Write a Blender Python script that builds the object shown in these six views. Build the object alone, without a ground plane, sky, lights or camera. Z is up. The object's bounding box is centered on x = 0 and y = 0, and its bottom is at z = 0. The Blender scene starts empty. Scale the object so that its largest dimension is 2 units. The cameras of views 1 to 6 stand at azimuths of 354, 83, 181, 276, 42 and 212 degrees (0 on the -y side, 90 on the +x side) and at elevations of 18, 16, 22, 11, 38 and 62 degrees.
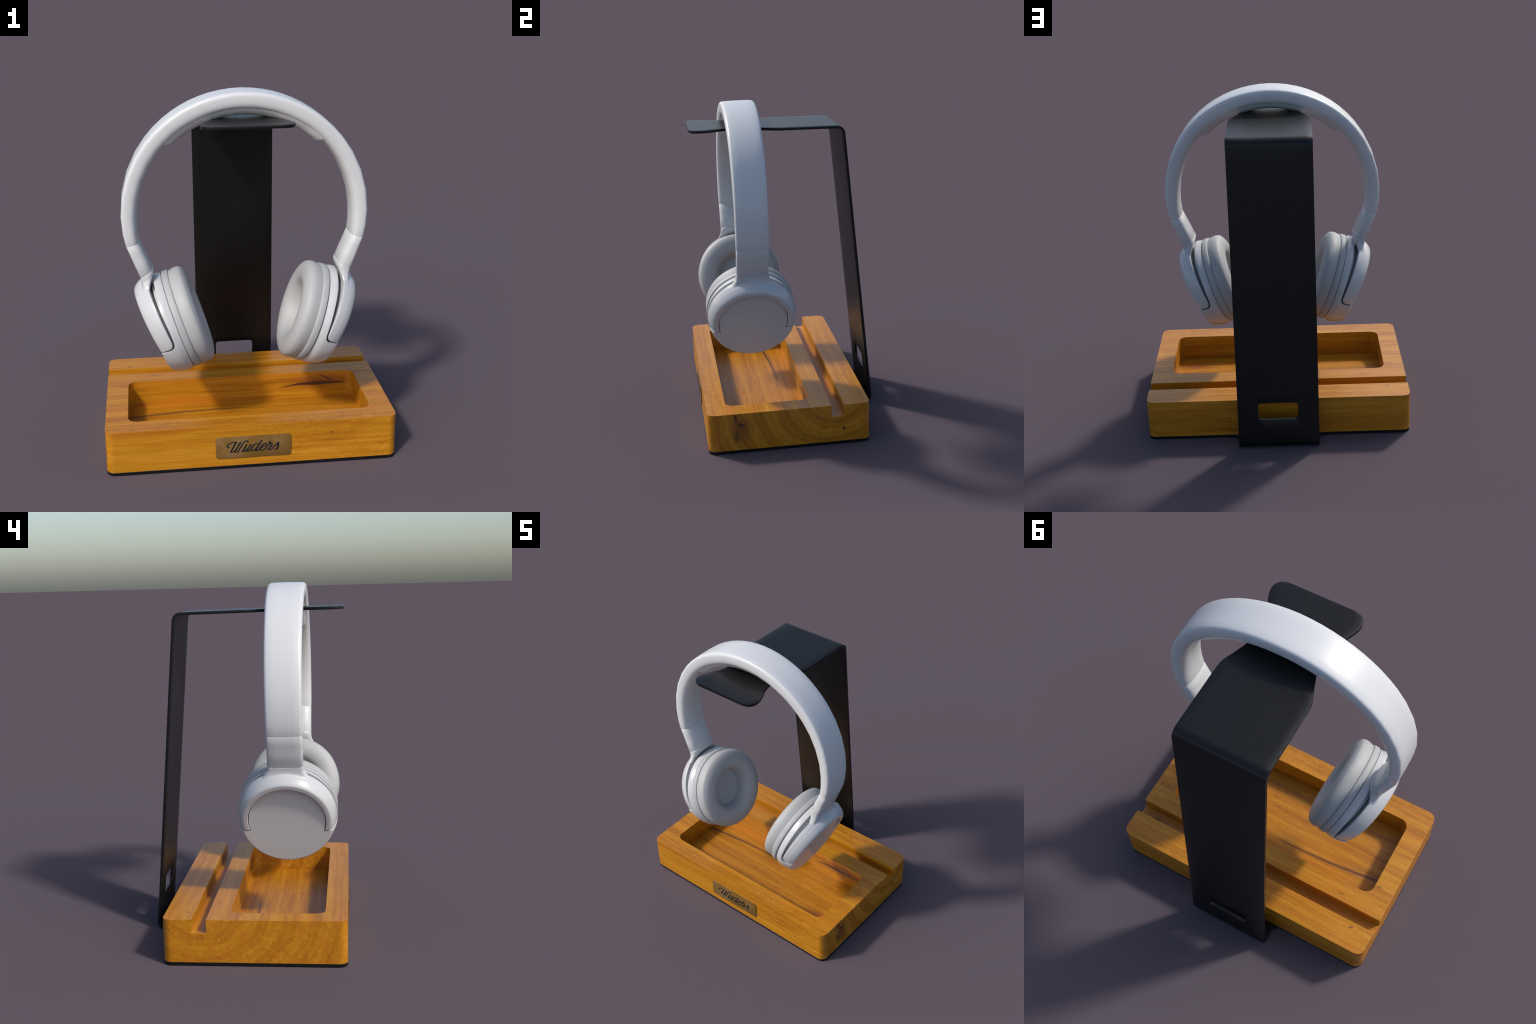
import bpy, bmesh, math
from math import sin, cos, radians, pi, sqrt
from mathutils import Vector, noise

# ============================================================ helpers
SC = bpy.context.scene

def link(o, parent=None):
    SC.collection.objects.link(o)
    if parent is not None:
        o.parent = parent
    return o

def mesh_obj(name, verts, faces, mat=None, parent=None, smooth=None):
    me = bpy.data.meshes.new(name)
    me.from_pydata([tuple(v) for v in verts], [], faces)
    me.validate()
    bm = bmesh.new(); bm.from_mesh(me)
    bmesh.ops.recalc_face_normals(bm, faces=bm.faces)
    bm.to_mesh(me); bm.free()
    o = bpy.data.objects.new(name, me)
    if mat: me.materials.append(mat)
    link(o, parent)
    if smooth is not None:
        shade(o, smooth)
    return o

def shade(o, angle=None):
    me = o.data
    for p in me.polygons: p.use_smooth = True
    if angle is not None and angle < 180:
        me.set_sharp_from_angle(angle=radians(angle))

def bake(o):
    """apply the modifier stack of o"""
    dg = bpy.context.evaluated_depsgraph_get()
    ev = o.evaluated_get(dg)
    me = bpy.data.meshes.new_from_object(ev)
    mats = list(o.data.materials)
    o.modifiers.clear()
    old = o.data
    o.data = me
    me.name = old.name
    bpy.data.meshes.remove(old)
    me.materials.clear()
    for m in mats: me.materials.append(m)
    return o

def boolean(o, cutter, op='DIFFERENCE', remove=True):
    m = o.modifiers.new('b', 'BOOLEAN')
    m.operation = op; m.object = cutter; m.solver = 'EXACT'
    bake(o)
    if remove:
        me = cutter.data
        bpy.data.objects.remove(cutter); bpy.data.meshes.remove(me)
    return o

def bevel(o, w, seg=2, ang=40):
    m = o.modifiers.new('v', 'BEVEL')
    m.width = w; m.segments = seg; m.limit_method = 'ANGLE'; m.angle_limit = radians(ang)
    m.harden_normals = False
    return bake(o)

def even_normals(o):
    """large flat faces keep a flat normal"""
    m = o.modifiers.new('n', 'WEIGHTED_NORMAL'); m.keep_sharp = True; m.weight = 100
    return bake(o)

def rounded_rect(x0, x1, y0, y1, r, n=8):
    pts = []
    for cx, cy, a0 in ((x1 - r, y1 - r, 0), (x0 + r, y1 - r, 90), (x0 + r, y0 + r, 180), (x1 - r, y0 + r, 270)):
        for i in range(n + 1):
            a = radians(a0 + 90 * i / n)
            pts.append((cx + r * cos(a), cy + r * sin(a)))
    return pts

def prism(name, pts, place, lo, hi, mat=None, parent=None):
    """extrude a 2D outline; place(u, v, w) -> xyz"""
    n = len(pts)
    v = [place(u, w, lo) for u, w in pts] + [place(u, w, hi) for u, w in pts]
    f = [list(range(n)), list(range(2 * n - 1, n - 1, -1))]
    f += [[i, (i + 1) % n, n + (i + 1) % n, n + i] for i in range(n)]
    return mesh_obj(name, v, f, mat, parent)

def loft(name, rings, mat=None, parent=None, cap=True, closed=False, smooth=None):
    n = len(rings[0]); v = [p for r in rings for p in r]; f = []
    m = len(rings)
    for j in range(m if closed else m - 1):
        k = (j + 1) % m
        for i in range(n):
            f.append([j * n + i, j * n + (i + 1) % n, k * n + (i + 1) % n, k * n + i])
    if cap and not closed:
        f.append(list(range(n))); f.append(list(range((m - 1) * n, m * n)))
    return mesh_obj(name, v, f, mat, parent, smooth)

def catmull(pts, sub=8):
    """smooth curve through 2D control points"""
    P = [pts[0]] + list(pts) + [pts[-1]]; out = []
    for i in range(1, len(P) - 2):
        for k in range(sub):
            t = k / sub
            out.append(tuple(0.5 * (2 * P[i][c] + (P[i + 1][c] - P[i - 1][c]) * t
                       + (2 * P[i - 1][c] - 5 * P[i][c] + 4 * P[i + 1][c] - P[i + 2][c]) * t * t
                       + (3 * P[i][c] - P[i - 1][c] - 3 * P[i + 1][c] + P[i + 2][c]) * t ** 3) for c in range(len(P[0]))))
    out.append(tuple(pts[-1]))
    return out

def lerp_table(tab, x):
    if x <= tab[0][0]: return tab[0][1]
    for (a, va), (b, vb) in zip(tab, tab[1:]):
        if x <= b:
            t = (x - a) / (b - a)
            return va + (vb - va) * t
    return tab[-1][1]

# ============================================================ materials
class N:
    """tiny node-graph builder"""
    def __init__(self, name, rough=0.5, spec=0.5):
        self.m = bpy.data.materials.new(name); self.m.use_nodes = True
        self.t = self.m.node_tree; self.n = self.t.nodes; self.l = self.t.links
        self.b = self.n['Principled BSDF']
        self.b.inputs['Roughness'].default_value = rough
        self.b.inputs['Specular IOR Level'].default_value = spec
        self.co = self.n.new('ShaderNodeTexCoord').outputs['Object']
    def put(self, sock, v):
        if isinstance(v, bpy.types.NodeSocket): self.l.new(v, sock)
        else: sock.default_value = v
    def math(self, op, a, b=0.0, c=None, clamp=False):
        x = self.n.new('ShaderNodeMath'); x.operation = op; x.use_clamp = clamp
        self.put(x.inputs[0], a); self.put(x.inputs[1], b)
        if c is not None: self.put(x.inputs[2], c)
        return x.outputs[0]
    def mapping(self, vec, loc=(0, 0, 0), scale=(1, 1, 1), rot=(0, 0, 0)):
        x = self.n.new('ShaderNodeMapping'); self.put(x.inputs['Vector'], vec)
        x.inputs['Location'].default_value = loc; x.inputs['Scale'].default_value = scale
        x.inputs['Rotation'].default_value = rot
        return x.outputs[0]
    def noise(self, vec, scale=5, detail=3, rough=0.5, dist=0.0, out='Fac'):
        x = self.n.new('ShaderNodeTexNoise'); self.put(x.inputs['Vector'], vec)
        x.inputs['Scale'].default_value = scale; x.inputs['Detail'].default_value = detail
        x.inputs['Roughness'].default_value = rough; x.inputs['Distortion'].default_value = dist
        return x.outputs[out]
    def ramp(self, fac, stops, interp='LINEAR'):
        x = self.n.new('ShaderNodeValToRGB'); self.put(x.inputs[0], fac)
        x.color_ramp.interpolation = interp
        e = x.color_ramp.elements
        while len(e) < len(stops): e.new(0.5)
        for el, (p, c) in zip(e, stops):
            el.position = p; el.color = (c if len(c) == 4 else (*c, 1)) if hasattr(c, '__len__') else (c, c, c, 1)
        return x.outputs[0]
    def mix(self, fac, a, b, mode='MIX'):
        x = self.n.new('ShaderNodeMix'); x.data_type = 'RGBA'; x.blend_type = mode
        self.put(x.inputs[0], fac)
        for s, v in ((x.inputs[6], a), (x.inputs[7], b)):
            self.put(s, v if isinstance(v, bpy.types.NodeSocket) else (*v, 1))
        return x.outputs[2]
    def sep(self, vec):
        x = self.n.new('ShaderNodeSeparateXYZ'); self.put(x.inputs[0], vec); return x.outputs
    def vmath(self, op, a, b):
        x = self.n.new('ShaderNodeVectorMath'); x.operation = op
        self.put(x.inputs[0], a); self.put(x.inputs[1], b); return x.outputs
    def smooth(self, v, a, b, lo=0.0, hi=1.0):
        x = self.n.new('ShaderNodeMapRange'); x.interpolation_type = 'SMOOTHSTEP'
        self.put(x.inputs[0], v); x.inputs[1].default_value = a; x.inputs[2].default_value = b
        x.inputs[3].default_value = lo; x.inputs[4].default_value = hi
        return x.outputs[0]
    def bump(self, h, strength=0.2, dist=0.01):
        x = self.n.new('ShaderNodeBump'); self.put(x.inputs['Height'], h)
        x.inputs['Strength'].default_value = strength; x.inputs['Distance'].default_value = dist
        self.l.new(x.outputs[0], self.b.inputs['Normal'])
    def color(self, c):
        self.put(self.b.inputs['Base Color'], c if isinstance(c, bpy.types.NodeSocket) else (*c, 1))
    def rough(self, r): self.put(self.b.inputs['Roughness'], r)

def wood_material():
    k = N('oiled_oak', 0.36, 0.5)
    co = k.co
    X, Y, Z = k.sep(co)
    # slow wander of the grain along the board (x)
    warp = k.noise(k.mapping(co, scale=(1.1, 3.2, 3.2)), 1.6, 3, 0.55, 0.3, 'Color')
    wx, wy, wz = k.sep(warp)
    dy = k.math('ADD', k.math('SUBTRACT', Y, 0.21), k.math('MULTIPLY', k.math('SUBTRACT', wx, 0.5), 0.10))
    dz = k.math('ADD', k.math('SUBTRACT', Z, 0.36), k.math('MULTIPLY', k.math('SUBTRACT', wy, 0.5), 0.10))
    rad = k.math('SQRT', k.math('ADD', k.math('MULTIPLY', dy, dy), k.math('MULTIPLY', dz, dz)))
    ring = k.math('SINE', k.math('MULTIPLY', rad, 150.0))
    ring2 = k.math('SINE', k.math('ADD', k.math('MULTIPLY', rad, 47.0), 1.3))
    rings = k.math('ADD', k.math('MULTIPLY', ring, 0.10), k.math('MULTIPLY', ring2, 0.16))
    # fibres along x
    fib = k.noise(k.mapping(co, scale=(2.2, 85, 85)), 1.0, 4, 0.6)
    fib2 = k.noise(k.mapping(co, scale=(0.8, 24, 24)), 1.0, 3, 0.6, 0.25)
    fib3 = k.noise(k.mapping(co, scale=(7, 260, 260)), 1.0, 2, 0.6)
    fib = k.math('ADD', fib, k.math('MULTIPLY', k.math('SUBTRACT', fib3, 0.5), 0.70))
    # wavy figure (ray fleck) in patches
    fp = k.mapping(k.vmath('ADD', co, k.vmath('MULTIPLY', warp, (0.35, 0.2, 0.2))[0])[0], scale=(22, 64, 44), rot=(0.15, 0.1, 0.5))
    fig = k.noise(fp, 1.0, 4, 0.6, 1.4)
    figm = k.smooth(k.noise(co, 2.1, 2, 0.5), 0.42, 0.62)
    figv = k.math('MULTIPLY', k.math('SUBTRACT', fig, 0.5), k.math('MULTIPLY_ADD', figm, 0.80, 0.12))
    # end grain: fewer fibres, clearer rings on the right end, curly figure on the left end
    endm = k.smooth(k.math('ABSOLUTE', X), 0.783, 0.790)
    soft = k.math('MULTIPLY_ADD', endm, -0.65, 1.0)
    fib = k.math('MULTIPLY_ADD', k.math('SUBTRACT', fib, 0.5), soft, 0.5)
    fib2 = k.math('MULTIPLY_ADD', k.math('SUBTRACT', fib2, 0.5), soft, 0.5)
    rings = k.math('MULTIPLY', rings, k.math('MULTIPLY_ADD', k.smooth(X, 0.783, 0.790), 0.9, 1.0))
    curl = k.noise(k.mapping(k.vmath('ADD', co, k.vmath('MULTIPLY', warp, (0.3, 0.3, 0.3))[0])[0], scale=(20, 20, 52), rot=(0.35, 0, 0)), 1.0, 4, 0.62, 1.8)
    figv = k.math('ADD', k.math('MULTIPLY', figv, k.math('MULTIPLY_ADD', endm, -0.6, 1.0)),
                  k.math('MULTIPLY', k.math('MULTIPLY', k.math('SUBTRACT', curl, 0.5), k.smooth(X, -0.783, -0.790)), 1.1))
    # fine squiggly figure on the sawn top face in front of the slot
    squig = k.noise(k.mapping(k.vmath('ADD', co, k.vmath('MULTIPLY', warp, (0.22, 0.22, 0.0))[0])[0], scale=(30, 62, 20), rot=(0, 0, 0.35)), 1.0, 3, 0.6, 2.2)
    topm = k.math('MULTIPLY', k.smooth(Z, 0.246, 0.252), k.smooth(Y, 0.195, 0.185))
    topm = k.math('MULTIPLY', topm, k.math('MULTIPLY_ADD', figm, 0.5, 0.55))
    figv = k.math('ADD', figv, k.math('MULTIPLY', k.math('MULTIPLY', k.math('SUBTRACT', squig, 0.5), topm), 0.85))
    soft_top = k.math('MULTIPLY_ADD', topm, -0.45, 1.0)
    fib2 = k.math('MULTIPLY_ADD', k.math('SUBTRACT', fib2, 0.5), soft_top, 0.5)
    tone = k.math('ADD', k.math('ADD', 0.5, k.math('MULTIPLY', rings, 0.55)),
                  k.math('ADD', k.math('MULTIPLY', k.math('SUBTRACT', fib, 0.5), 0.75),
                         k.math('ADD', k.math('MULTIPLY', k.math('SUBTRACT', fib2, 0.5), 1.05), figv)))
    col = k.ramp(tone, [(0.12, (0.275, 0.089, 0.0012)), (0.42, (0.395, 0.144, 0.0025)),
                        (0.60, (0.455, 0.181, 0.0045)), (0.90, (0.550, 0.244, 0.016))])
    # slow hue drift: redder / more olive zones
    hue = k.noise(k.mapping(co, scale=(0.35, 10.0, 5.0)), 2.3, 3, 0.55)
    col = k.mix(k.smooth(hue, 0.50, 0.68, 0, 0.60), col, (0.435, 0.138, 0.006))
    col = k.mix(k.smooth(hue, 0.46, 0.28, 0, 0.35), col, (0.385, 0.172, 0.002))

    jit = k.vmath('MULTIPLY', k.vmath('SUBTRACT', k.noise(co, 24, 3, 0.6, 0, 'Color'), (0.5, 0.5, 0.5))[0], (0.014, 0.010, 0.010))[0]
    jco = k.vmath('ADD', co, jit)[0]
    jco2 = k.vmath('ADD', co, k.vmath('MULTIPLY', k.vmath('SUBTRACT', k.noise(co, 34, 4, 0.7, 0, 'Color'), (0.5, 0.5, 0.5))[0], (0.0, 0.055, 0.06))[0])[0]
    def spot(c, r, inner=0.35, vec=None):
        d = k.vmath('MULTIPLY', k.vmath('SUBTRACT', vec or jco, c)[0], tuple(1 / a for a in r))[0]
        x = k.n.new('ShaderNodeVectorMath'); x.operation = 'LENGTH'; k.put(x.inputs[0], d)
        return k.smooth(x.outputs['Value'], 1.0, inner)
    def stain(masks, c, amount):
        nonlocal col
        m = masks[0]
        for q in masks[1:]: m = k.math('MAXIMUM', m, q)
        col = k.mix(k.math('MULTIPLY', m, amount), col, c)
    DARK = (0.030, 0.014, 0.010)
    # reddish halos round the knots
    stain([spot((0.47, 0.078, 0.19), (0.30, 0.03, 0.060), 0.1), spot((0.79, -0.36, 0.15), (0.03, 0.10, 0.13), 0.1, jco2),
           spot((0.56, -0.30, 0.10), (0.22, 0.05, 0.02), 0.1)], (0.215, 0.060, 0.010), 0.85)
    # worm holes and knots on the top, ends, back
    stain([spot((-0.523, 0.150, 0.254), (0.026, 0.009, 0.03), 0.0), spot((-0.698, 0.013, 0.254), (0.030, 0.009, 0.03), 0.0),
           spot((-0.669, 0.302, 0.254), (0.012, 0.010, 0.03)), spot((-0.655, 0.309, 0.254), (0.010, 0.006, 0.02)),
           spot((0.36, 0.345, 0.254), (0.014, 0.007, 0.02)), spot((0.427, -0.555, 0.181), (0.010, 0.03, 0.006)),
           spot((0.678, 0.242, 0.180), (0.020, 0.011, 0.02))], (0.055, 0.022, 0.010), 0.72)
    stain([spot((0.79, 0.266, 0.100), (0.03, 0.015, 0.017)), k.math('MULTIPLY', spot((0.79, 0.111, 0.179), (0.03, 0.024, 0.012), 0.0), 0.55),
           spot((0.79, -0.388, 0.222), (0.03, 0.014, 0.036), 0.3, jco2), spot((0.79, -0.357, 0.184), (0.03, 0.016, 0.022), 0.3, jco2),
           k.math('MULTIPLY', spot((0.79, -0.385, 0.105), (0.03, 0.026, 0.060), 0.0, jco2), 0.8), spot((-0.207, 0.42, 0.147), (0.022, 0.03, 0.012))], DARK, 0.85)
    # long dark split on the pocket floor: y = -0.031 - 0.11*x^2, from x=-0.68 to 0
    wob = k.math('MULTIPLY', k.math('SUBTRACT', k.noise(k.mapping(co, scale=(7, 0, 0)), 1.0, 2), 0.5), 0.012)
    yc = k.math('ADD', k.math('MULTIPLY_ADD', k.math('MULTIPLY', X, X), -0.105, -0.031), wob)
    wid = k.smooth(X, 0.01, -0.50, 0.0022, 0.0095)
    dist = k.math('DIVIDE', k.math('ABSOLUTE', k.math('SUBTRACT', Y, yc)), wid)
    line = k.math('MULTIPLY', k.smooth(dist, 1.25, 0.45), k.math('MULTIPLY', k.smooth(X, 0.005, -0.05), k.math('MULTIPLY', k.smooth(Z, 0.108, 0.103), k.smooth(X, -0.690, -0.680))))
    stain([line], (0.022, 0.014, 0.012), 0.96)
    halo = k.math('MULTIPLY', k.smooth(dist, 4.0, 0.5), k.math('MULTIPLY', k.smooth(X, 0.02, -0.1), k.math('MULTIPLY', k.smooth(Z, 0.108, 0.103), k.smooth(X, -0.690, -0.680))))
    stain([halo], (0.24, 0.078, 0.014), 0.45)
    # dark split in the rear pocket wall: rises then runs level
    zc = k.math('ADD', k.math('MULTIPLY', k.smooth(X, 0.20, 0.36), 0.022), 0.156)
    zc = k.math('ADD', zc, k.math('MULTIPLY', wob, 0.5))
    thick = k.math('MULTIPLY', k.smooth(X, 0.20, 0.44), k.smooth(X, 0.66, 0.46, 0.15, 1))
    dist2 = k.math('DIVIDE', k.math('ABSOLUTE', k.math('SUBTRACT', Z, zc)), k.math('MULTIPLY_ADD', thick, 0.012, 0.0014))
    onwall = k.math('MULTIPLY', k.smooth(Y, 0.045, 0.06), k.smooth(Y, 0.12, 0.09))
    l2 = k.math('MULTIPLY', k.smooth(dist2, 1.3, 0.35), k.math('MULTIPLY', onwall, k.math('MULTIPLY', k.smooth(X, 0.20, 0.27), k.smooth(X, 0.66, 0.60))))
    stain([l2], (0.030, 0.012, 0.008), 0.92)
    zd = k.math('MULTIPLY_ADD', k.math('SUBTRACT', X, 0.47), -0.52, 0.234)
    dist3 = k.math('DIVIDE', k.math('ABSOLUTE', k.math('SUBTRACT', Z, k.math('ADD', zd, wob))), 0.0065)
    l3 = k.math('MULTIPLY', k.smooth(dist3, 1.3, 0.2), k.math('MULTIPLY', onwall, k.math('MULTIPLY', k.smooth(X, 0.46, 0.49), k.smooth(X, 0.565, 0.54))))
    stain([l3], (0.050, 0.018, 0.010), 0.85)
    # small dark streak high on the inner end wall
    k.color(col)
    k.rough(k.math('MULTIPLY_ADD', fib, 0.16, 0.32))
    k.bump(k.math('ADD', fib, k.math('MULTIPLY', fig, 0.5)), 0.10, 0.004)
    return k.m

def steel_material():
    k = N('black_powder_coated_steel', 0.40, 0.36)
    g = k.noise(k.co, 190, 2, 0.6)
    g2 = k.noise(k.co, 60, 3, 0.6)
    k.color(k.ramp(g2, [(0.3, (0.0036, 0.0036, 0.0038)), (0.7, (0.0060, 0.0060, 0.0064))]))
    k.rough(k.math('MULTIPLY_ADD', g2, 0.14, 0.30))
    k.bump(k.math('ADD', g, k.math('MULTIPLY', g2, 0.6)), 0.14, 0.003)
    return k.m

def white_material(name, c, rough, grain=0.0, scale=300.0, spec=0.5, coat=0.0):
    k = N(name, rough, spec)
    v = k.noise(k.co, 6, 2, 0.5)
    k.color(k.ramp(v, [(0.3, tuple(a * 0.985 for a in c)), (0.7, c)]))
    if grain:
        k.bump(k.noise(k.co, scale, 2, 0.6), grain, 0.002)
    if coat:
        k.b.inputs['Coat Weight'].default_value = coat
        k.b.inputs['Coat Roughness'].default_value = 0.12
    return k.m

def mesh_material():
    k = N('perforated_cloth', 0.75, 0.3)
    w = k.n.new('ShaderNodeTexVoronoi'); k.put(w.inputs['Vector'], k.mapping(k.co, rot=(0, 0.28, 0)))
    w.inputs['Scale'].default_value = 135; w.inputs['Randomness'].default_value = 0.12
    d = w.outputs['Distance']
    k.color(k.ramp(d, [(0.2, (0.46, 0.465, 0.475)), (0.6, (0.34, 0.345, 0.355))]))
    k.bump(d, 0.35, 0.004)
    return k.m

def plate_material():
    k = N('worn_bronze', 0.45, 0.5)
    v = k.noise(k.co, 15, 7, 0.75, 0.3)
    v2 = k.noise(k.co, 60, 4, 0.7)
    f = k.math('ADD', k.math('MULTIPLY', v, 0.8), k.math('MULTIPLY', v2, 0.2))
    k.color(k.ramp(f, [(0.40, (0.160, 0.082, 0.008)), (0.50, (0.176, 0.094, 0.020)), (0.60, (0.208, 0.118, 0.044))]))
    k.b.inputs['Metallic'].default_value = 0.15
    k.bump(f, 0.12, 0.003)
    return k.m

def plain(name, c, rough, spec=0.5):
    k = N(name, rough, spec); k.color(c); return k.m

M_WOOD = wood_material()
M_STEEL = steel_material()
M_BAND = white_material('soft_white_leather', (0.600, 0.607, 0.612), 0.33, 0.03, 260)
M_SHELL = white_material('glossy_white_plastic', (0.515, 0.520, 0.527), 0.22, 0.0)
M_SLIDER = white_material('satin_slider_plastic', (0.565, 0.572, 0.577), 0.25)
M_COVER = white_material('satin_white_plastic', (0.52, 0.515, 0.51), 0.38, 0.0)
M_PAD = white_material('white_leatherette', (0.395, 0.395, 0.393), 0.52, 0.22, 420, 0.4)
M_STRIP = white_material('grey_white_leatherette', (0.385, 0.392, 0.397), 0.55, 0.15, 420, 0.4)
M_MESH = mesh_material()
M_PLATE = plate_material()
M_INK = plain('dark_ink', (0.010, 0.012, 0.017), 0.8, 0.15)
M_DARK = plain('dark_seam_grey', (0.16, 0.16, 0.163), 0.6)

# ============================================================ STAND
def empty(name, loc=(0, 0, 0)):
    e = bpy.data.objects.new(name, None); e.location = loc; link(e); return e

stand = empty('headphone_stand')
stand['label'] = 'wooden desk tray with bent black steel headphone bracket'
stand['category'] = 'headphone stand'

BX, BY0, BY1, BZ0, BZ1 = 0.7915, -0.5570, 0.4290, 0.0172, 0.254

# ---- wooden base with pocket and slot
xyz = lambda u, v, w: (u, v, w)
base = prism('wooden_base', rounded_rect(-BX, BX, BY0, BY1, 0.046, 10), xyz, BZ0, BZ1, M_WOOD, stand)
pocket = prism('cut', rounded_rect(-0.670, 0.670, -0.437, 0.076, 0.052, 8), xyz, 0.098, 0.40)
boolean(base, pocket)
slot = prism('cut', [(0.192, 0.180), (0.272, 0.180), (0.272, 0.40), (0.192, 0.40)], lambda u, v, w: (w, u, v), -1.0, 1.0)
boolean(base, slot)
bevel(base, 0.0010, 2, 50)
shade(base, 28); even_normals(base)

# ---- steel: foot plate with tongue + bent bracket
T = 0.016
HW = 0.238
YB = 0.505            # where the foot plate ends and the bend starts
foot = [(BX, BY1 - 0.046)]
o = rounded_rect(-BX, BX, BY0, BY1, 0.046, 10)
n = 11
outline = []
outline += o[0:n]                       # rear +x corner
fr = 0.052
for i in range(9):                      # concave fillet into the tongue
    a = radians(90 * i / 8)
    outline.append((HW + fr - fr * sin(a), BY1 + fr - fr * cos(a)))
outline += [(HW, YB), (-HW, YB)]
for i in range(9):
    a = radians(90 - 90 * i / 8)
    outline.append((-HW - fr + fr * sin(a), BY1 + fr - fr * cos(a)))
outline += o[n:]
foot = prism('foot_plate', outline, xyz, 0.0, 0.017, M_STEEL, stand)
bevel(foot, 0.0015, 1, 50); shade(foot, 30)

# bracket: centre line in the y-z plane
def lean(z): return 0.5690 - 0.0868 * z - T / 2 / cos(atan_l)
atan_l = math.atan(0.0868)
path = []
# bottom bend, outer radius 0.042
def arc_between(p, d0, d1, r, steps):
    """fillet arc at corner p between incoming direction d0 and outgoing d1"""
    d0 = Vector(d0).normalized(); d1 = Vector(d1).normalized()
    ang = d0.angle(d1); t = r * math.tan(ang / 2)
    a = Vector(p) - d0 * t
    nrm = Vector((-d0.y, d0.x))
    if nrm.dot(d1) < 0: nrm = -nrm
    c = a + nrm * r
    out = []
    for i in range(steps + 1):
        f = ang * i / steps
        out.append(c - nrm * r * cos(f) + d0 * r * sin(f))
    return out
up = Vector((-0.0868, 1.0)).normalized()
fw = Vector((-1.0, 0.0170)).normalized()
corner_b = Vector((lean(T / 2), T / 2))
ztop = lambda y: 1.8550 - 0.0170 * y - T / 2
yc = 0.40
for _ in range(6): yc = lean(ztop(yc))
corner_t = Vector((yc, ztop(yc)))
path.append(Vector((YB, T / 2)))
path += arc_between(corner_b, (1, 0), up, 0.034, 8)
b1 = arc_between(corner_t, up, fw, 0.042, 10)
a0, a1 = path[-1], b1[0]
path += [a0.lerp(a1, i / 24) for i in range(1, 24)]
path += b1
YF = -0.543
end = Vector((YF, ztop(YF)))
NT = 90
s0 = b1[-1]
path += [s0.lerp(end, i / NT) for i in range(1, NT + 1)]

WAIST = [(-0.60, 0.238), (-0.478, 0.238), (-0.455, 0.235), (-0.425, 0.225), (-0.385, 0.207), (-0.345, 0.186), (-0.30, 0.172),
         (-0.23, 0.168), (-0.17, 0.174), (-0.125, 0.190), (-0.08, 0.207), (-0.035, 0.227), (-0.01, 0.235), (0.03, 0.238), (1, 0.238)]
def half_width(i, p):
    if i < 40: return HW
    w = lerp_table(WAIST, p.x)
    r = 0.062
    d = p.x - YF
    if d < r: w = w - (r - sqrt(max(0.0, r * r - (r - d) ** 2)))
    return w
rings = []
cols = [-1, -0.8, -0.55, -0.3, 0, 0.3, 0.55, 0.8, 1]
for i, p in enumerate(path):
    q0 = path[max(0, i - 1)]; q1 = path[min(len(path) - 1, i + 1)]
    d = (q1 - q0).normalized(); nn = Vector((d.y, -d.x))
    w = half_width(i, p)
    top = [(c * w, p.x + nn.x * T / 2, p.y + nn.y * T / 2) for c in cols]
    bot = [(c * w, p.x - nn.x * T / 2, p.y - nn.y * T / 2) for c in reversed(cols)]
    rings.append(top + bot)
bracket = loft('bent_bracket', rings, M_STEEL, stand)
win = prism('cut', rounded_rect(-0.117, 0.117, 0.190, 0.295, 0.016, 5), lambda u, v, w: (u, w, v), 0.40, 0.70)
boolean(bracket, win)
bevel(bracket, 0.0022, 2, 55)
shade(bracket, 32)

# ---- bronze name plate + lettering
PY = -0.5622
plate = prism('name_plate', rounded_rect(-0.205, 0.205, 0.063, 0.190, 0.018, 6), lambda u, v, w: (u, w, v), BY0 + 0.001, PY, M_PLATE, stand)
bevel(plate, 0.0015, 2, 50); shade(plate, 35)

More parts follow.
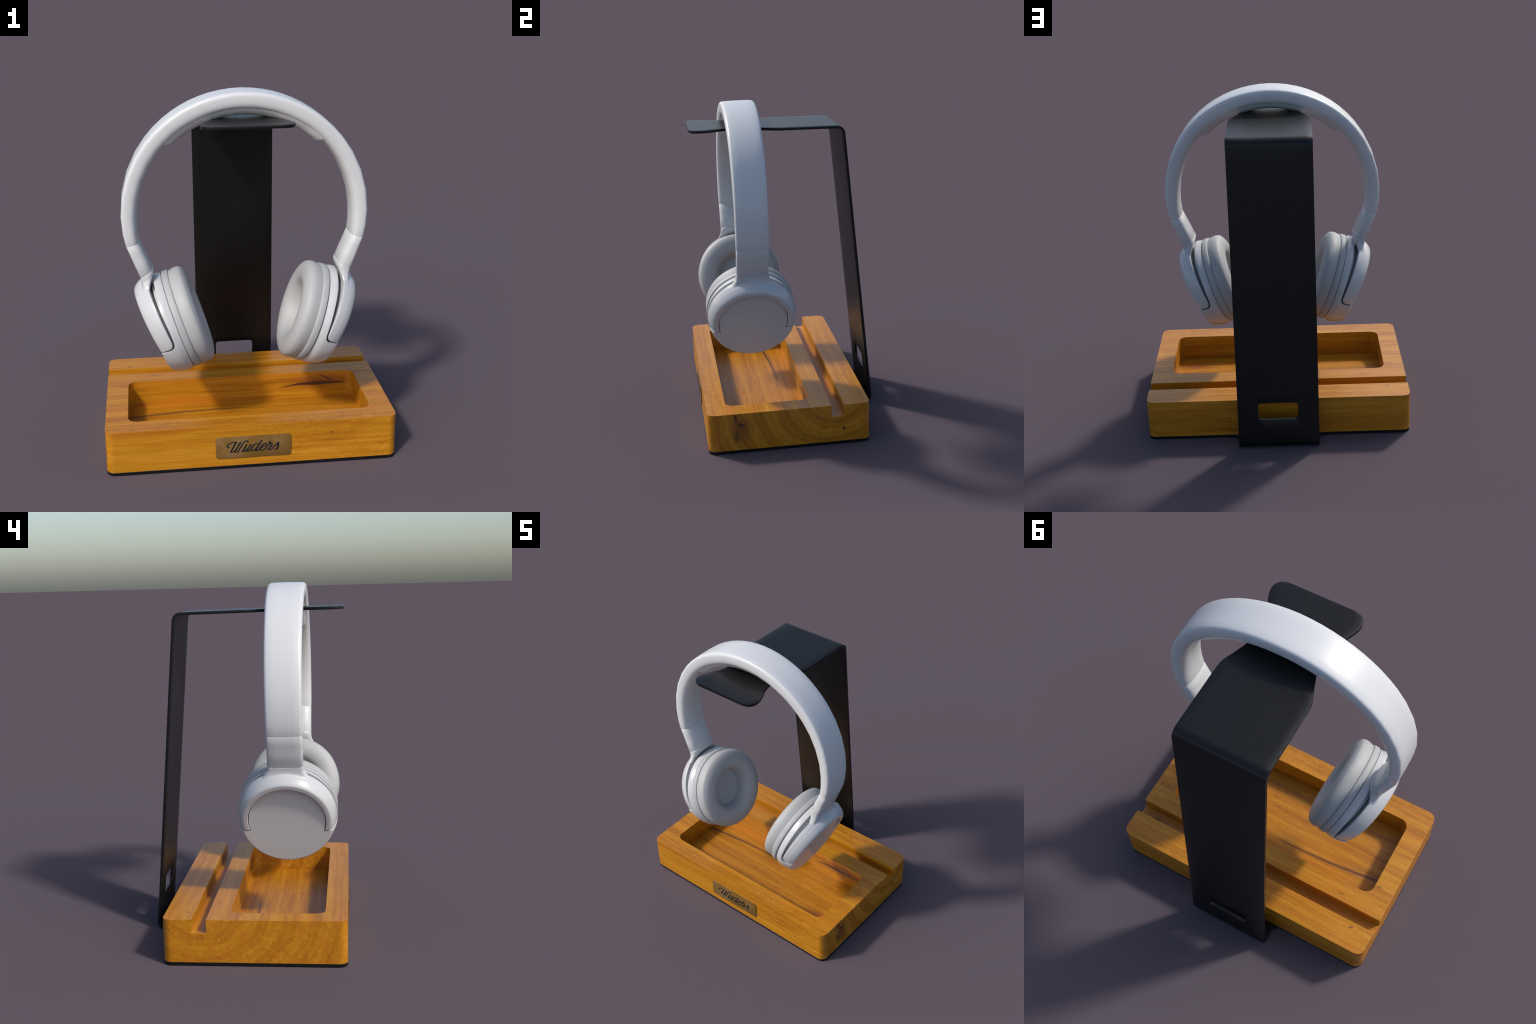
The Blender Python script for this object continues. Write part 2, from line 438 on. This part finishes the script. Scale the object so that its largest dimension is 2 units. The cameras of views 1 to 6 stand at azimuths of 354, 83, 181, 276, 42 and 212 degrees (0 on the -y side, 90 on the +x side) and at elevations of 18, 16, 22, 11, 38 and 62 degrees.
STROKES = [
 [(-0.1341, 0.1252), (-0.1418, 0.1346), (-0.1405, 0.1436), (-0.1287, 0.1522), (-0.1106, 0.1578), (-0.0929, 0.1603)],
 [(-0.0929, 0.1603), (-0.1049, 0.1378), (-0.1186, 0.1132), (-0.1248, 0.1037), (-0.121, 0.0997), (-0.1115, 0.1017), (-0.1017, 0.108)],
 [(-0.0695, 0.1594), (-0.0819, 0.1375), (-0.0981, 0.1104), (-0.1006, 0.1019), (-0.0934, 0.0987), (-0.0824, 0.1065), (-0.0675, 0.1324), (-0.0551, 0.153), (-0.0441, 0.1624), (-0.0339, 0.1608), (-0.0296, 0.1557)],
 [(-0.0383, 0.141), (-0.0495, 0.1203), (-0.0606, 0.1036), (-0.0575, 0.0987), (-0.0473, 0.1039), (-0.035, 0.1152)],
 [(-0.0141, 0.1406), (-0.0264, 0.1199), (-0.0371, 0.1045), (-0.0337, 0.0997), (-0.0242, 0.1022), (-0.0132, 0.1122)],
 [(0.0290, 0.1345), (0.0235, 0.1402), (0.0143, 0.1410), (0.0005, 0.1345), (-0.0105, 0.1200), (-0.0145, 0.1070), (-0.0085, 0.1000), (0.0040, 0.1065), (0.0255, 0.1290)],
 [(0.0443, 0.1597), (0.0308, 0.1373), (0.014, 0.1089), (0.011, 0.101), (0.0171, 0.0986), (0.0305, 0.1076)],
 [(0.0343, 0.1174), (0.0525, 0.1209), (0.0672, 0.1306), (0.0692, 0.1385), (0.0612, 0.1413), (0.0477, 0.1307), (0.0354, 0.1127), (0.0378, 0.1017), (0.0499, 0.1008), (0.0646, 0.1105), (0.0794, 0.127)],
 [(0.0794, 0.127), (0.0892, 0.1411), (0.0912, 0.1472), (0.0863, 0.1481), (0.0892, 0.1411), (0.0989, 0.1323), (0.0939, 0.1205), (0.0829, 0.1078), (0.0841, 0.1002), (0.0938, 0.1011), (0.1085, 0.1154)],
 [(0.1085, 0.1154), (0.1232, 0.1305), (0.135, 0.1413), (0.1318, 0.1259), (0.13, 0.1084), (0.1219, 0.1001), (0.1109, 0.1036)],
]
lv, lf = [], []
for st in STROKES:
    c = catmull(st, 6); K = 8; base_i = len(lv)
    for i, p in enumerate(c):
        q0 = c[max(0, i - 1)]; q1 = c[min(len(c) - 1, i + 1)]
        d = Vector((q1[0] - q0[0], q1[1] - q0[1]))
        d = d.normalized() if d.length > 1e-7 else Vector((1, 0))
        nn = Vector((-d.y, d.x))
        steep = abs(d.y)                       # brush: downstrokes thick, hairlines thin
        w = 0.0031 + 0.0022 * steep * steep * (1.0 if d.y < 0 else 0.55)
        for j in range(K):
            a = 2 * pi * j / K
            lv.append((p[0] + nn.x * w * cos(a), PY + 0.0012 * sin(a), p[1] + nn.y * w * cos(a)))
    m = len(c)
    for i in range(m - 1):
        for j in range(K):
            lf.append([base_i + i * K + j, base_i + i * K + (j + 1) % K, base_i + (i + 1) * K + (j + 1) % K, base_i + (i + 1) * K + j])
    lf.append([base_i + j for j in range(K)]); lf.append([base_i + (m - 1) * K + j for j in range(K)])
lettering = mesh_obj('lettering', lv, lf, M_INK, plate, 60)

# ============================================================ HEADPHONES
YC = -0.228
phones = empty('headphones', (0, YC, 0.45))
phones['label'] = 'white on-ear headphones with padded band and round cups'
phones['category'] = 'headphones'
def under(o):
    o.parent = phones
    o.matrix_parent_inverse = phones.matrix_basis.inverted()
    return o
phones.matrix_basis  # location set above

CZ, RX, RZ = 1.360, 0.655, 0.640
TH = [(-35, 0.082), (-31, 0.080), (-15, 0.0735), (0, 0.087), (22, 0.096), (45, 0.099), (60, 0.100), (90, 0.100)]
HWB = [(-35, 0.098), (0, 0.0985), (40, 0.1015), (90, 0.107)]
def sym(th): return th if th <= 90 else 180 - th
def outer_pt(th):
    a = radians(th); return Vector((RX * cos(a), CZ + RZ * sin(a)))
def inward(th):
    a = radians(th); v = Vector((-cos(a) / RX, -sin(a) / RZ)); return v.normalized()

# half section: (u across 0..1, depth fraction or absolute)
BOX = [(1.0, 0.33), (1.0, 0.58), (0.996, 0.77), (0.978, 0.885), (0.935, 0.95), (0.80, 0.985), (0.42, 0.998), (0.0, 1.0)]
def section(t, hw, inset=0.0, box=0.0):
    half = [(0.0, 0.0), (0.48, 0.0003), (0.83, 0.0018), (0.915, 0.0045), (0.962, 0.0090), (0.991, 0.0160), (1.0, 0.025)]
    pts = [(u * hw, d) for u, d in half]
    e = 0.025
    rest = [(1.0, 0.24), (0.985, 0.41), (0.948, 0.565), (0.88, 0.70), (0.765, 0.82), (0.575, 0.92), (0.305, 0.98), (0.0, 1.0)]
    rest = [(a + (c - a) * box, b + (d - b) * box) for (a, b), (c, d) in zip(rest, BOX)]
    pts += [(u * hw, e + (t - e) * f) for u, f in rest]
    full = pts + [(-u, d) for u, d in reversed(pts[1:-1])]
    if inset:
        cm = t / 2
        full = [(u * (1 - inset / hw), cm + (d - cm) * (1 - inset / cm)) for u, d in full]
    return full

def crown_shift(th): return 0.006 * max(0.0, sin(radians(th))) ** 1.5     # the crown sits a touch further back
def boxy(s): return 0.12 * min(1.0, max(0.0, (s - 32) / 30))
def band_ring(th, inset=0.0):
    s = sym(th); t = lerp_table(TH, s); hw = lerp_table(HWB, s)
    p = outer_pt(th); q = inward(th)
    yb = YC + crown_shift(th)
    return [(p.x + q.x * d, yb + u, p.y + q.y * d) for u, d in section(t, hw, inset, boxy(s))]

half_angles = [-14, -13.4, -8, 0, 10, 20, 30, 38, 44, 50, 55, 60, 65, 70, 75, 80, 85, 90]
angs = half_angles + [180 - a for a in reversed(half_angles[:-1])]
rings = [band_ring(a, 0.0018 if a in (-14, 194) else 0.0) for a in angs]
band = under(loft('headband', rings, M_BAND, None)); shade(band, 50)

# ---- headband cushion on the inside
cv, cf = [], []
A0, A1, NA, NU = 42.5, 137.5, 120, 22
for i in range(NA + 1):
    th = A0 + (A1 - A0) * i / NA
    s = sym(th); t = lerp_table(TH, s); hw = lerp_table(HWB, s)
    p = outer_pt(th); q = inward(th)
    sec = section(t, hw, 0.0, boxy(s))[7:15]                 # + side to the inner centre
    xs = [(u, d) for u, d in sec]
    e = min(1.0, (th - A0) / 5.0, (A1 - th) / 5.0)
    e = sqrt(max(0.0, 1 - (1 - e) ** 2))
    for j in range(NU + 1):
        u = -1 + 2 * j / NU
        yy = 0.86 * hw * u
        # depth of the band's inner skin at this y
        d_in = None
        for (ua, da), (ub, db) in zip(xs, xs[1:]):
            if ub <= abs(yy) <= ua:
                f = (ua - abs(yy)) / (ua - ub + 1e-9); d_in = da + (db - da) * f
        if d_in is None: d_in = xs[0][1]
        puff = 0.0315 * (1 - abs(u) ** 3.4) * e - 0.0035
        nz = noise.noise(Vector((th * 0.85, yy * 95, 3.1)))
        nz2 = noise.noise(Vector((th * 0.3, yy * 30, 9.7)))
        puff += (0.0030 * nz + 0.0020 * nz2) * (0.25 + 0.75 * abs(u))
        d = d_in + puff
        cv.append((p.x + q.x * d, YC + crown_shift(th) + yy, p.y + q.y * d))
W = NU + 1
for i in range(NA):
    for j in range(NU):
        cf.append([i * W + j, i * W + j + 1, (i + 1) * W + j + 1, (i + 1) * W + j])
cushion = under(mesh_obj('headband_cushion', cv, cf, M_BAND)); shade(cushion)
# ---- cup frame (right side, +x); the left side is a mirrored copy
tc = radians(18.7)
CC = Vector((0.3698, YC, 0.7582))
CA = Vector((cos(tc), 0, -sin(tc))); CW = Vector((sin(tc), 0, cos(tc)))
YS = 0.984
def cup(s, y, r): return CC + CA * s + CW * r + Vector((0, y, 0))
ty = radians(25.5)
YA = Vector((cos(ty), 0, -sin(ty))); YW = Vector((sin(ty), 0, cos(ty)))
YO = CC + CA * 0.1360                       # yoke turns about the centre of the cover
def yok(s, y, r): return YO + YA * s + YW * r + Vector((0, y, 0))

def revolve(name, prof, frame, n=96, mat=None, closed=False, ys=YS, thin=0.0):
    rings = []
    for s, r in prof:
        rings.append([frame(s, (r - thin) * ys * cos(2 * pi * i / n), (r - thin) * sin(2 * pi * i / n)) for i in range(n)])
    return loft(name, rings, mat, None, cap=not closed, closed=closed)

def fine(pts, sub=5): return catmull(pts, sub)

right = []
# slider between band and yoke (straight piece)
def slider_ring(f, inset=0.0):
    a, b = -14.0, -31.0
    pa, pb = outer_pt(a), outer_pt(b)
    qa, qb = inward(a), inward(b)
    p = pa.lerp(pb + Vector((0.0070, -0.0030)), f); q = qa.lerp(qb, f).normalized()
    t = 0.0735 + (0.0825 - 0.0735) * f
    return p, q, [(p.x + q.x * d, YC + u, p.y + q.y * d) for u, d in section(t, 0.0975, inset)]
rings = []
for f, ins in ((-0.03, 0.004), (0.0, 0.0022), (0.012, 0.0006), (0.3, 0.0004), (0.6, 0.0004), (0.988, 0.0004), (1.0, 0.002)):
    rings.append(slider_ring(f, ins)[2])
sl = under(loft('slider', rings, M_SLIDER)); shade(sl, 45); right.append(sl)

# cup body: turned shell, with the yoke clearance cut out around a hub
prof = [(0.003, 0.10), (0.003, 0.265), (0.0032, 0.2735)] + fine([(0.005, 0.2760), (0.018, 0.2800), (0.032, 0.2835), (0.046, 0.2840), (0.068, 0.2805), (0.092, 0.2745), (0.112, 0.2680), (0.122, 0.2635)], 4) + \
       [(0.1262, 0.2600), (0.1281, 0.2560), (0.1287, 0.2515), (0.1287, 0.10)]
TILT = math.tan(radians(1.0))        # the cover leans a little more than the cushion
def cup_body(s, y, r):
    k = min(1.0, max(0.0, (s - 0.05) / 0.085))
    return cup(s + k * r * TILT, y, r)
body = under(revolve('ear_cup', prof, cup_body, 96, M_SHELL, thin=0.0025))
cut_line = [(0.30, -0.0635), (0.088, -0.0635)] + fine([(0.074, -0.0625), (0.058, -0.0535), (0.048, -0.037), (0.044, -0.012)], 4) + [(0.044, 0.40), (0.30, 0.40)]
cutter = prism('cut', cut_line, lambda u, v, w: tuple(cup(u, w, v)), -0.45, 0.45)
hub = revolve('hub', [(-0.05, 0.2128), (0.26, 0.2128)], cup, 96)
boolean(cutter, hub)
boolean(body, cutter)
bevel(body, 0.0018, 2, 42)
shade(body, 30)
even_normals(body)
right.append(body)

# inner housing wall seen through the gap under the yoke
core = under(revolve('inner_housing', [(0.02, 0.2440), (0.14, 0.2440)], cup, 96, M_COVER))
lid = prism('cut', [(-0.05, -0.0618), (0.0415, -0.0618), (0.0785, 0.40), (0.30, 0.40), (0.30, -0.40), (-0.05, -0.40)], lambda u, v, w: tuple(cup(u, w, v)), -0.45, 0.45)
boolean(core, lid); shade(core, 30)
right.append(core)

# dark grey ring in the seam between shell and cushion
seam = under(revolve('seam_ring', [(-0.004, 0.15), (-0.004, 0.2722), (0.0055, 0.2722), (0.0055, 0.15)], cup, 96, M_DARK, thin=0.0025)); shade(seam, 40)
right.append(seam)

# cushion: grey strip + doughnut + cloth
strip = under(revolve('cushion_rim', [(-0.0005, 0.20)] + [(-0.0005, 0.2735), (-0.002, 0.2778), (-0.006, 0.2795), (-0.030, 0.2785), (-0.0350, 0.2765), (-0.037, 0.2735), (-0.037, 0.20)], cup, 96, M_STRIP, ys=0.998, thin=0.0025)); shade(strip, 50)
right.append(strip)
dp = fine([(-0.0375, 0.277), (-0.044, 0.2795), (-0.060, 0.2845), (-0.085, 0.2890), (-0.108, 0.2860), (-0.130, 0.2730), (-0.147, 0.2490), (-0.156, 0.2180), (-0.1545, 0.1880), (-0.143, 0.1650), (-0.122, 0.1490), (-0.098, 0.1375), (-0.072, 0.1290), (-0.0475, 0.1240)], 4)
dp = [(-0.0375 + (a + 0.0375) * 0.75, b if b < 0.2765 else 0.2765 + (b - 0.2765) * 0.60) for a, b in dp]
dp = [(a, b - 0.0068 * min(1.0, max(0.0, (b - 0.20) / 0.07))) for a, b in dp]
dp = [(-0.0375, 0.20)] + dp + [(-0.035, 0.1235)]
pad = under(revolve('ear_cushion', dp, cup, 128, M_PAD, ys=0.998, thin=0.0025)); shade(pad, 60)
right.append(pad)
cl = under(revolve('speaker_cloth', [(-0.030, 0.132), (-0.0440, 0.130)] + [(-0.0440 - 0.005 * (1 - (r / 0.128) ** 2), r) for r in (0.128, 0.11, 0.09, 0.06, 0.03, 0.006)], cup, 64, M_MESH)); shade(cl, 60)
right.append(cl)

# yoke: half ring turned about the yoke axis, trimmed, with a neck flaring from the slider
yp = [(-0.115, 0.2205), (-0.115, 0.2850), (-0.092, 0.2835), (-0.065, 0.2800), (-0.039, 0.2730), (-0.020, 0.2640), (-0.010, 0.2575), (-0.003, 0.2515), (0.001, 0.2455), (0.001, 0.2205)]
yoke = under(revolve('yoke', yp, yok, 128, M_SHELL, closed=True, ys=0.974, thin=0.0015))
trim = [(0.10, -0.40), (0.10, -0.0600), (-0.043, -0.0600)] + fine([(-0.055, -0.0590), (-0.0690, -0.0505), (-0.0760, -0.036), (-0.0795, -0.006)], 4) + [(-0.090, 0.27), (-0.092, 0.45), (-0.30, 0.45), (-0.30, -0.40)]
trimmer = prism('cut', trim, lambda u, v, w: tuple(yok(u, w, v)), -0.45, 0.45)
boolean(yoke, trimmer)

# neck: sections from the slider end down into the top of the ring
p, q, ring0 = slider_ring(1.0, 0.0)
rings = []
N0 = len(ring0)
def to_yoke(v):
    d = Vector(v) - YO
    return d.dot(YA), d.y, d.dot(YW)
sec0 = [to_yoke(v) for v in ring0]
r0 = sum(a[2] for a in sec0) / N0
s_lo = min(a[0] for a in sec0); s_hi = max(a[0] for a in sec0)
#  t, s_inner, s_outer, half width, mean r, arc bend
STEP = [(0.0, s_lo, s_hi, 0.0975, r0, 0.0), (0.12, s_lo - 0.001, s_hi + 0.001, 0.0980, r0 - 0.010, 0.05),
        (0.3, s_lo + 0.008, s_hi + 0.004, 0.100, r0 - 0.024, 0.2), (0.55, s_lo + 0.030, s_hi + 0.010, 0.112, r0 - 0.040, 0.5),
        (0.78, s_lo + 0.048, s_hi + 0.019, 0.132, r0 - 0.050, 0.8),
        (0.9, s_lo + 0.060, s_hi + 0.027, 0.154, r0 - 0.057, 0.95), (1.0, s_lo + 0.066, s_hi + 0.032, 0.172, r0 - 0.066, 1.0)]
for (t, si, so, hw, rm, bend) in STEP:
    ring = []
    for (s, y, r) in sec0:
        f = (s - s_lo) / (s_hi - s_lo)
        yy = y / 0.0975 * hw
        rr = rm + (r - r0) * (1 - t) - bend * (0.27 - sqrt(max(0.0, 0.27 ** 2 - yy ** 2)))
        ring.append(tuple(yok(si + (so - si) * f, yy, rr)))
    rings.append(ring)
neck = loft('neck', rings)
boolean(yoke, neck, 'UNION')
m = yoke.modifiers.new('r', 'REMESH'); m.mode = 'VOXEL'; m.voxel_size = 0.0030; m.adaptivity = 0.0
m = yoke.modifiers.new('s', 'SMOOTH'); m.factor = 0.5; m.iterations = 4
bake(yoke); shade(yoke)
right.append(yoke)

# mirrored copies for the other ear
for ob in right:
    c = ob.copy()            # shares the mesh
    SC.collection.objects.link(c)
    c.parent = phones
    c.matrix_parent_inverse = phones.matrix_basis.inverted()
    c.scale = (-1, 1, 1)
